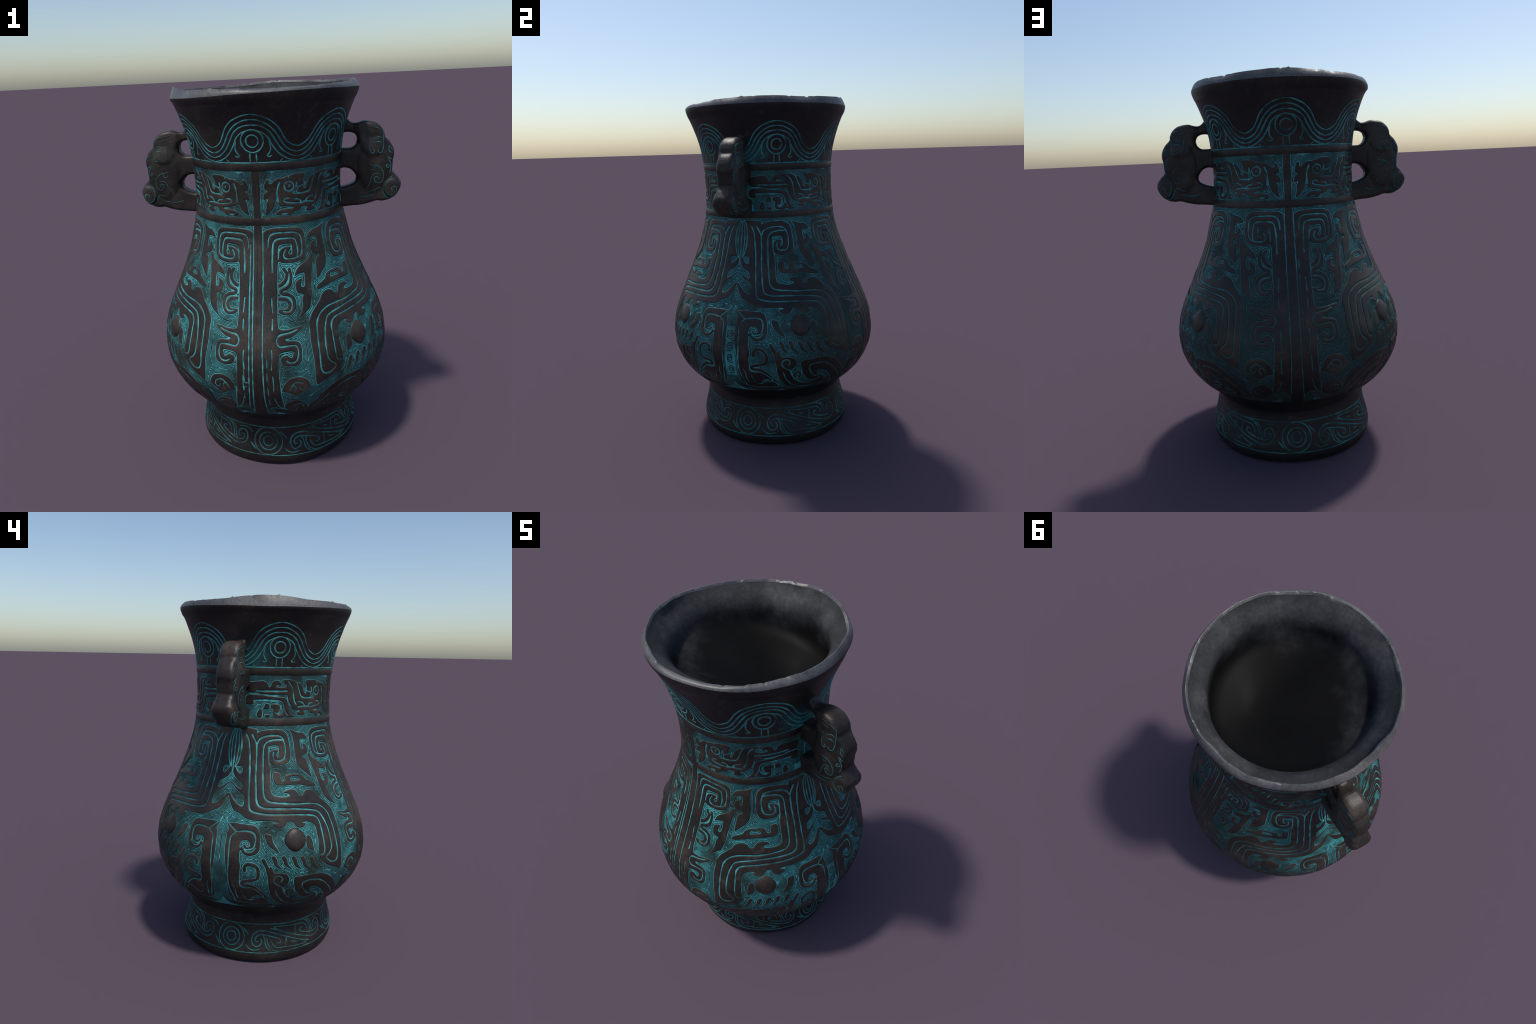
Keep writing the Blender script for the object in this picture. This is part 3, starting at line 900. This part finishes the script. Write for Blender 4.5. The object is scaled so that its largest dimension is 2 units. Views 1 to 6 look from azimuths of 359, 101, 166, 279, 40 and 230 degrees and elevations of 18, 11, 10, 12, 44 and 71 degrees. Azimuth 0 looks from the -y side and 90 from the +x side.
frieze.motif('frieze_limb')
frieze.plate([(84.5, 1.503), (73, 1.503), (66.8, 1.495), (52.7, 1.488), (51.9, 1.476), (50.4, 1.452), (49.7, 1.412), (47.1, 1.395), (43.7, 1.388),
    (49.7, 1.384), (53.5, 1.393), (55.7, 1.384), (62, 1.385), (62.8, 1.402), (62.6, 1.436), (64.8, 1.434), (64.7, 1.454), (58.9, 1.456), (57, 1.442),
    (58.2, 1.414), (60.6, 1.408), (58.4, 1.402), (56, 1.414), (55.8, 1.452), (57.7, 1.466), (66.7, 1.472), (75.6, 1.472), (78, 1.47), (78, 1.45),
    (84.5, 1.45)])
frieze.cut([(78, 1.472), (72.6, 1.477), (63.7, 1.475), (57.1, 1.472), (54.6, 1.456), (54.2, 1.432), (51.3, 1.399)], 0.0045)
frieze.cut([(54.2, 1.432), (56, 1.408), (58.4, 1.398), (60.6, 1.41)], 0.0045)

frieze.motif('frieze_limb')
frieze.plate([(74.5, 1.419), (73.1, 1.435), (71.3, 1.422), (71.2, 1.384), (74.4, 1.383), (75.7, 1.401)])

frieze.motif('frieze_limb')
frieze.plate([(70.1, 1.402), (67.4, 1.398), (64.7, 1.402), (65.9, 1.386), (67.7, 1.384)])

frieze.motif('frieze_limb')
frieze.plate([(71, 1.43), (69.9, 1.44), (69, 1.458), (65.8, 1.458), (65.4, 1.432), (67.2, 1.426)])

frieze.motif('frieze_limb')
frieze.plate([(43.3, 1.572), (40.2, 1.562), (37.8, 1.54), (36.5, 1.51), (34.7, 1.505), (34.1, 1.525), (29.8, 1.512), (29, 1.489), (37.3, 1.49), (39.9,
    1.501), (41.9, 1.535)])

frieze.motif('frieze_flange')
frieze.plate([(0, 1.63), (2.6, 1.63), (2.9, 1.5), (2.5, 1.42), (2.6, 1.35), (0, 1.35)])


def cast(field, low, high, extra=()):
    """extra: (quarter, motif, line, width) cut in one casting only"""
    parts, whole = field.solve()
    for q, turn in enumerate(QUARTERS):
        for k, (name, F) in enumerate(parts):
            for eq, en, pts, w in extra:
                if eq == q and en == name:
                    D = field.fresh()
                    field.stroke(D, pts, w)
                    F = np.maximum(F, -D)
            raise_plate(name, F, field, turn, BRONZE, vase, 100 * q + k, low, high)
    return whole


spine = [(.735, .45), (.66, .45), (.585, .45), (.51, .5)]
in_trunk = lambda a, z, q: (a > 87.3) & (z < .775) & (z > .49) & (q in (0, 3))
whole = cast(belly, GROUND, TOP, [
    (1, 'scroll_column', [(5.2, 1.25), (5.0, 1.15), (4.8, 1.0), (4.1, .85), (3.9, .7), (4.2, .55), (5.4, .43)], .006),
    (1, 'scroll_column', [(6.3, .70), (6.3, .62), (4.6, .62)], .0045), (1, 'scroll_column', [(4.6, .60), (6.4, .60), (6.6, .52)], .0045),
    (0, 'scroll_column', [(4.3, .75), (4.0, .62), (4.9, .47)], .0024), (2, 'scroll_column', [(4.6, 1.1), (4.2, .9), (4.0, .7)], .003)])
threads('patina_thread', whole, belly, [.0062, .0124, .0186, .0248, .031, .0372, .0434], .0036, THREAD, vase, GROUND + .0007, in_trunk)
whole = cast(frieze, GROUND, TOP)
threads('patina_thread', whole, frieze, [.0055, .0109, .0163, .0217, .0271, .0325], .0031, THREAD, vase, GROUND + .0007)

# squared thunder spirals up the trunk between the two dragons
for side in (90,):
    L = Lines()
    for n, z in enumerate((.735, .668, .601, .534)):
        sgn = 1 if n % 2 else -1
        pts = []
        w, h = .018, .026
        for k in range(9):
            c = ((-1, -1), (1, -1), (1, 1), (-1, 1))[k % 4]
            s = 1 - k * .105
            pts.append((side + sgn * math.degrees(c[0] * w * s / float(radius(z))), z + c[1] * h * s))
        body_line(L, pts, .0036, lambda a: np.radians(TURN + a), GROUND + .0012, 1)
    L.build('thunder_spiral', THREAD, vase)

# ---------------------------------------------------------------- eyes
def dome(name, a, z, r, h, mat, turn_phi):
    v, f = [], []
    n, m = 36, 12
    for i in range(m + 1):
        t = i / m
        rr = r * math.sin(t * math.pi / 2)
        hh = (h + .003) * math.cos(t * math.pi / 2) - .003
        for j in range(n):
            g = 2 * math.pi * j / n
            sq = 1 + .03 * math.cos(4 * g)
            ph = turn_phi + rr * sq * math.cos(g) / float(radius(z))
            v.append(place(ph, z + rr * sq * math.sin(g) * .95, hh))
    for i in range(m):
        for j in range(n):
            k = (j + 1) % n
            f.append((i * n + j, (i + 1) * n + j, (i + 1) * n + k, i * n + k))
    return new_object(name, np.array(v), f, mat, vase, 0)


for turn in QUARTERS:
    dome('eye_boss', 53, .779, .058, .015 if turn.start == 0 and turn.sign < 0 else .010, BRONZE, float(turn.phi(53)))

# ---------------------------------------------------------------- wave band round the neck
WAVE = [
    ([(0, 1.863), (3.1, 1.860), (7.2, 1.851), (11.5, 1.836), (15.2, 1.814), (17.8, 1.790), (20, 1.760), (22.4, 1.735), (26.4, 1.716), (30, 1.710)], .0056),
    ([(0, 1.839), (4.1, 1.836), (8.2, 1.823), (11.6, 1.807), (15.4, 1.777), (18.5, 1.739), (21.6, 1.709), (25.7, 1.690), (30, 1.684)], .006),
    ([(0, 1.815), (4.5, 1.812), (8.4, 1.800), (11.7, 1.780), (14.4, 1.749), (17.8, 1.711), (20.9, 1.688), (25.7, 1.668), (30, 1.662)], .006),
    ([(0, 1.792), (4, 1.788), (7.7, 1.775), (10.3, 1.757), (13, 1.719), (16.5, 1.685), (20.2, 1.664), (24.9, 1.648), (30, 1.643)], .006),
    ([(10.6, 1.748), (11.6, 1.722), (12, 1.704), (11.2, 1.687), (9, 1.671), (11.4, 1.667), (12.7, 1.675)], .0055),
    ([(19.9, 1.657), (17.2, 1.640)], .004),
    ([(2.1, 1.688), (2.3, 1.640)], .0055),
]
for k in range(6):
    L = Lines()
    for s in (1, -1):
        az = lambda a, s=s: np.radians(TURN + 60 * k + s * np.asarray(a))
        for i, (pts, w) in enumerate(WAVE):
            body_line(L, pts, w, az, seed=k * 31 + i * 2 + (s > 0))
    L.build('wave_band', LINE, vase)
    R = Lines()
    for r in (.052, .0285):
        g = np.linspace(0, 2 * np.pi, 40)
        ring = [(math.degrees(r * math.cos(t) / float(radius(1.741))), 1.741 + r * math.sin(t)) for t in g]
        body_line(R, ring, .006, lambda a: np.radians(TURN + 60 * k + np.asarray(a)), .001, 0, k)
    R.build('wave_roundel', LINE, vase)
L = Lines()
body_line(L, [(x, 1.6405) for x in range(0, 361, 3)], .006, lambda a: np.radians(TURN + np.asarray(a)), .0008, 0)
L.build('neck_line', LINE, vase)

# ---------------------------------------------------------------- foot frieze
FOOT = [
    ([(28.7, .199), (37.5, .177), (51.4, .135), (61.3, .109)], .005),
    ([(26.4, .182), (40.7, .147), (59.6, .085), (54.7, .079), (41, .087), (33.2, .088), (30.7, .108), (29.7, .132)], .005),
    ([(26.4, .184), (20, .185), (16.3, .164), (15.2, .136), (16.1, .11), (18.5, .095), (22.1, .107), (23.3, .127), (21.5, .144)], .0055),
    ([(33.6, .115), (36.1, .11), (37.1, .123), (35.8, .136), (31.4, .149), (22.4, .165), (19.1, .156), (17.8, .138), (18.4, .124), (20.7, .128)], .0055),
    ([(23.7, .16), (25.1, .138), (25.3, .108), (27.3, .084), (29.9, .072)], .0055),
    ([(26.6, .153), (26.8, .121), (28.5, .092), (31.9, .071), (36, .066), (47.1, .066), (60, .067)], .005),
    ([(41.4, .141), (40.5, .092)], .004),
    ([(44.7, .112), (49.4, .103)], .006),
    ([(8.5, .197), (10.8, .180), (13, .16)], .006),
    ([(11.4, .106), (13.7, .085), (17.4, .077), (21.9, .086)], .005),
]
turn_about = lambda pts: [(90 - a, .286 - z) for a, z in pts]
for k in range(4):
    L = Lines()
    az = lambda a: np.radians(TURN + 90 * k + np.asarray(a))
    for i, (pts, w) in enumerate(FOOT):
        body_line(L, pts, w, az, seed=k * 40 + i)
        body_line(L, turn_about(pts), w, az, seed=k * 40 + i + 20)
    L.build('foot_scroll', FOOT_LINE, vase)
    R = Lines()
    for r in (.0765, .049, .0265):
        g = np.linspace(0, 2 * np.pi, 40)
        ring = [(math.degrees(r * math.cos(t) / float(radius(.143))), .143 + r * math.sin(t)) for t in g]
        body_line(R, ring, .0055, az, .001, 0, k)
    R.build('foot_roundel', FOOT_LINE, vase)
L = Lines()
for z in (.222, .0635):
    body_line(L, [(x, z) for x in range(0, 361, 3)], .0045, lambda a: np.radians(TURN + np.asarray(a)), .0008, 0)
L.build('foot_line', FOOT_LINE, vase)

# ---------------------------------------------------------------- handles
US = np.linspace(.34, .74, 130); VS = np.linspace(1.31, 1.84, 170)
flat = Field(US, VS, lambda u, v: np.stack([u + 0 * v, v + 0 * u, 0 * u * v], -1), lambda q: np.array(q))
flat.motif('handle')
flat.plate([(.398, 1.800), (.424, 1.797), (.437, 1.781), (.455, 1.772), (.480, 1.774), (.505, 1.785), (.535, 1.783), (.568, 1.774), (.598, 1.750), (.612, 1.722),
            (.612, 1.703), (.640, 1.677), (.659, 1.642), (.662, 1.610), (.655, 1.586), (.654, 1.547), (.652, 1.527),
            (.680, 1.500), (.700, 1.474), (.699, 1.448), (.690, 1.425), (.672, 1.398), (.640, 1.377), (.607, 1.370), (.577, 1.374),
            (.550, 1.363), (.505, 1.352), (.450, 1.347), (.375, 1.340), (.372, 1.60), (.388, 1.72)])
flat.hole([(.421, 1.732), (.395, 1.722), (.375, 1.690), (.378, 1.655), (.400, 1.650), (.446, 1.650), (.468, 1.668), (.475, 1.694), (.466, 1.716), (.446, 1.728)])
flat.hole([(.405, 1.551), (.380, 1.540), (.372, 1.495), (.376, 1.452), (.398, 1.447), (.435, 1.458), (.468, 1.476), (.474, 1.504), (.455, 1.530), (.433, 1.546)])
HF = flat.solve()[1]
U2 = US[:, None]; V2 = VS[None]


def swell(u, v, ru, rv, p=2.0):
    d = ((np.abs(U2 - u) / ru) ** 2 + (np.abs(V2 - v) / rv) ** 2) ** .5
    return np.clip(1 - d ** 6, 0, 1) ** 2 if p == 2 else np.clip(1 - d, 0, 1)


THICK = .0460 + .008 * swell(.553, 1.700, .078, .100) + .011 * swell(.656, 1.441, .052, .058) + .011 * swell(.555, 1.56, .085, .15)
THICK = THICK - .004 * np.clip((.485 - U2) / .05, 0, 1) * (V2 < 1.72) - .012 * np.clip((.482 - U2) / .03, 0, 1) * (V2 > 1.71)
THICK = THICK - .005 * np.clip((V2 - 1.62) / .08, 0, 1) + 0 * U2
DEPTH = np.clip(-HF, 0, .018) / .018
HALF = THICK * (.55 + .45 * np.sqrt(np.clip(1 - (1 - DEPTH) ** 2, 0, 1)))

HANDLE_LINES = [
    ([(.512, 1.758), (.578, 1.747), (.600, 1.735), (.604, 1.703), (.606, 1.655), (.598, 1.626), (.585, 1.624), (.573, 1.637), (.582, 1.642)], .0045),
    ([(.535, 1.708), (.535, 1.646), (.542, 1.626), (.555, 1.622), (.561, 1.635), (.552, 1.645)], .004),
    ([(.597, 1.699), (.578, 1.705), (.553, 1.693)], .004),
    ([(.597, 1.675), (.577, 1.681), (.556, 1.674)], .004),
    ([(.562, 1.732), (.536, 1.730), (.517, 1.741)], .004),
    ([(.532, 1.569), (.565, 1.559), (.560, 1.537), (.539, 1.544)], .0035),
    ([(.560, 1.566), (.590, 1.551), (.608, 1.523), (.608, 1.488), (.592, 1.468), (.570, 1.472), (.559, 1.492), (.570, 1.506), (.583, 1.498), (.582, 1.485)], .0048),
    ([(.585, 1.520), (.560, 1.520), (.545, 1.500), (.538, 1.468), (.525, 1.440)], .0035),
    ([(.655, 1.505), (.630, 1.485), (.617, 1.450), (.626, 1.415), (.650, 1.401), (.672, 1.412), (.678, 1.436), (.667, 1.452), (.652, 1.448), (.648, 1.434), (.658, 1.428)], .0052),
    ([(.687, 1.449), (.686, 1.425), (.670, 1.398), (.642, 1.386), (.618, 1.397), (.603, 1.435), (.591, 1.446), (.559, 1.431), (.535, 1.424)], .0048),
    ([(.569, 1.409), (.525, 1.398), (.487, 1.401), (.466, 1.410)], .005),
    ([(.650, 1.622), (.632, 1.627), (.632, 1.662), (.652, 1.632)], .0045),
    ([(.650, 1.587), (.625, 1.604)], .005),
    ([(.628, 1.598), (.645, 1.565), (.644, 1.535), (.636, 1.512)], .0045),
    ([(.636, 1.560), (.628, 1.566), (.621, 1.560), (.622, 1.550), (.630, 1.546), (.636, 1.552), (.636, 1.560)], .004),
]


def handle(phi, dz, out):
    e_r = np.array([math.sin(phi), -math.cos(phi), 0]); e_n = np.array([math.cos(phi), math.sin(phi), 0])
    cx, cy = centre(1.55)
    o = np.array([cx, cy, dz]) + out * np.array([math.sin(phi), -math.cos(phi), 0]); up = np.array([0, 0, 1.0])
    at = lambda u, v, w: o + np.outer(u, e_r) + np.outer(v, up) + np.outer(w, e_n)
    F = HF + .0006 * wobble(HF.shape, 7)
    c, faces, rim = march(F)
    u = np.interp(c[:, 0], np.arange(len(US)), US); v = np.interp(c[:, 1], np.arange(len(VS)), VS)
    h = bilinear(HALF, c)
    n = len(c)
    V = np.concatenate([at(u, v, h), at(u, v, -h)])
    # handedness: (radial, up) seen from -e_n
    Fc = [f[::-1] for f in faces] + [tuple(k + n for k in f) for f in faces]
    walls = []
    ids = sorted({k for e in rim for k in e})
    lay = {}
    extra = []
    hs = (.5, 0, -.5)
    for s in hs:
        for k in ids:
            lay[(k, s)] = 2 * n + len(extra)
            extra.append(at([u[k]], [v[k]], [h[k] * s])[0])
    for p, q in rim:
        cols = [(p, q)] + [(lay[(p, s)], lay[(q, s)]) for s in hs] + [(p + n, q + n)]
        for a, b in zip(cols[:-1], cols[1:]):
            walls.append((a[0], a[1], b[1], b[0]))
    ob = new_object('handle', np.concatenate([V, extra]), Fc + walls, BRONZE, vase, 0)
    sm = ob.modifiers.new('soften', 'SMOOTH')
    sm.factor = .5; sm.iterations = 3
    dg = bpy.context.evaluated_depsgraph_get()
    me = bpy.data.meshes.new_from_object(ob.evaluated_get(dg))
    ob.modifiers.clear()
    ob.data = me
    me.name = 'handle'
    from mathutils.bvhtree import BVHTree
    from mathutils import Vector
    tree = BVHTree.FromPolygons([w.co for w in me.vertices], [tuple(p.vertices) for p in me.polygons])
    L = Lines()
    for side in (1, -1):
        for i, (pts, w) in enumerate(HANDLE_LINES):
            p = resample(chaikin(pts, False, 3), lambda q: np.array(q), .004, False)
            hit3, nrm = [], []
            for a, b in p:
                start = at([a], [b], [side * .12])[0]
                loc, nn, _, _ = tree.ray_cast(Vector(start), Vector(e_n * -side))
                if loc is None:
                    continue
                hit3.append(np.array(loc)); nrm.append(np.array(nn) if np.dot(nn, e_n) * side > 0 else -np.array(nn))
            if len(hit3) > 3:
                L.add(ribbon(hit3, nrm, w * 1.2, .0009, seed=i))
    L.build('handle_line', HANDLE_LINE, ob)
    return ob


handle(math.radians(TURN + 92.3), 0.0, -.004)
handle(math.radians(TURN - 87.4), -.014, -.005)
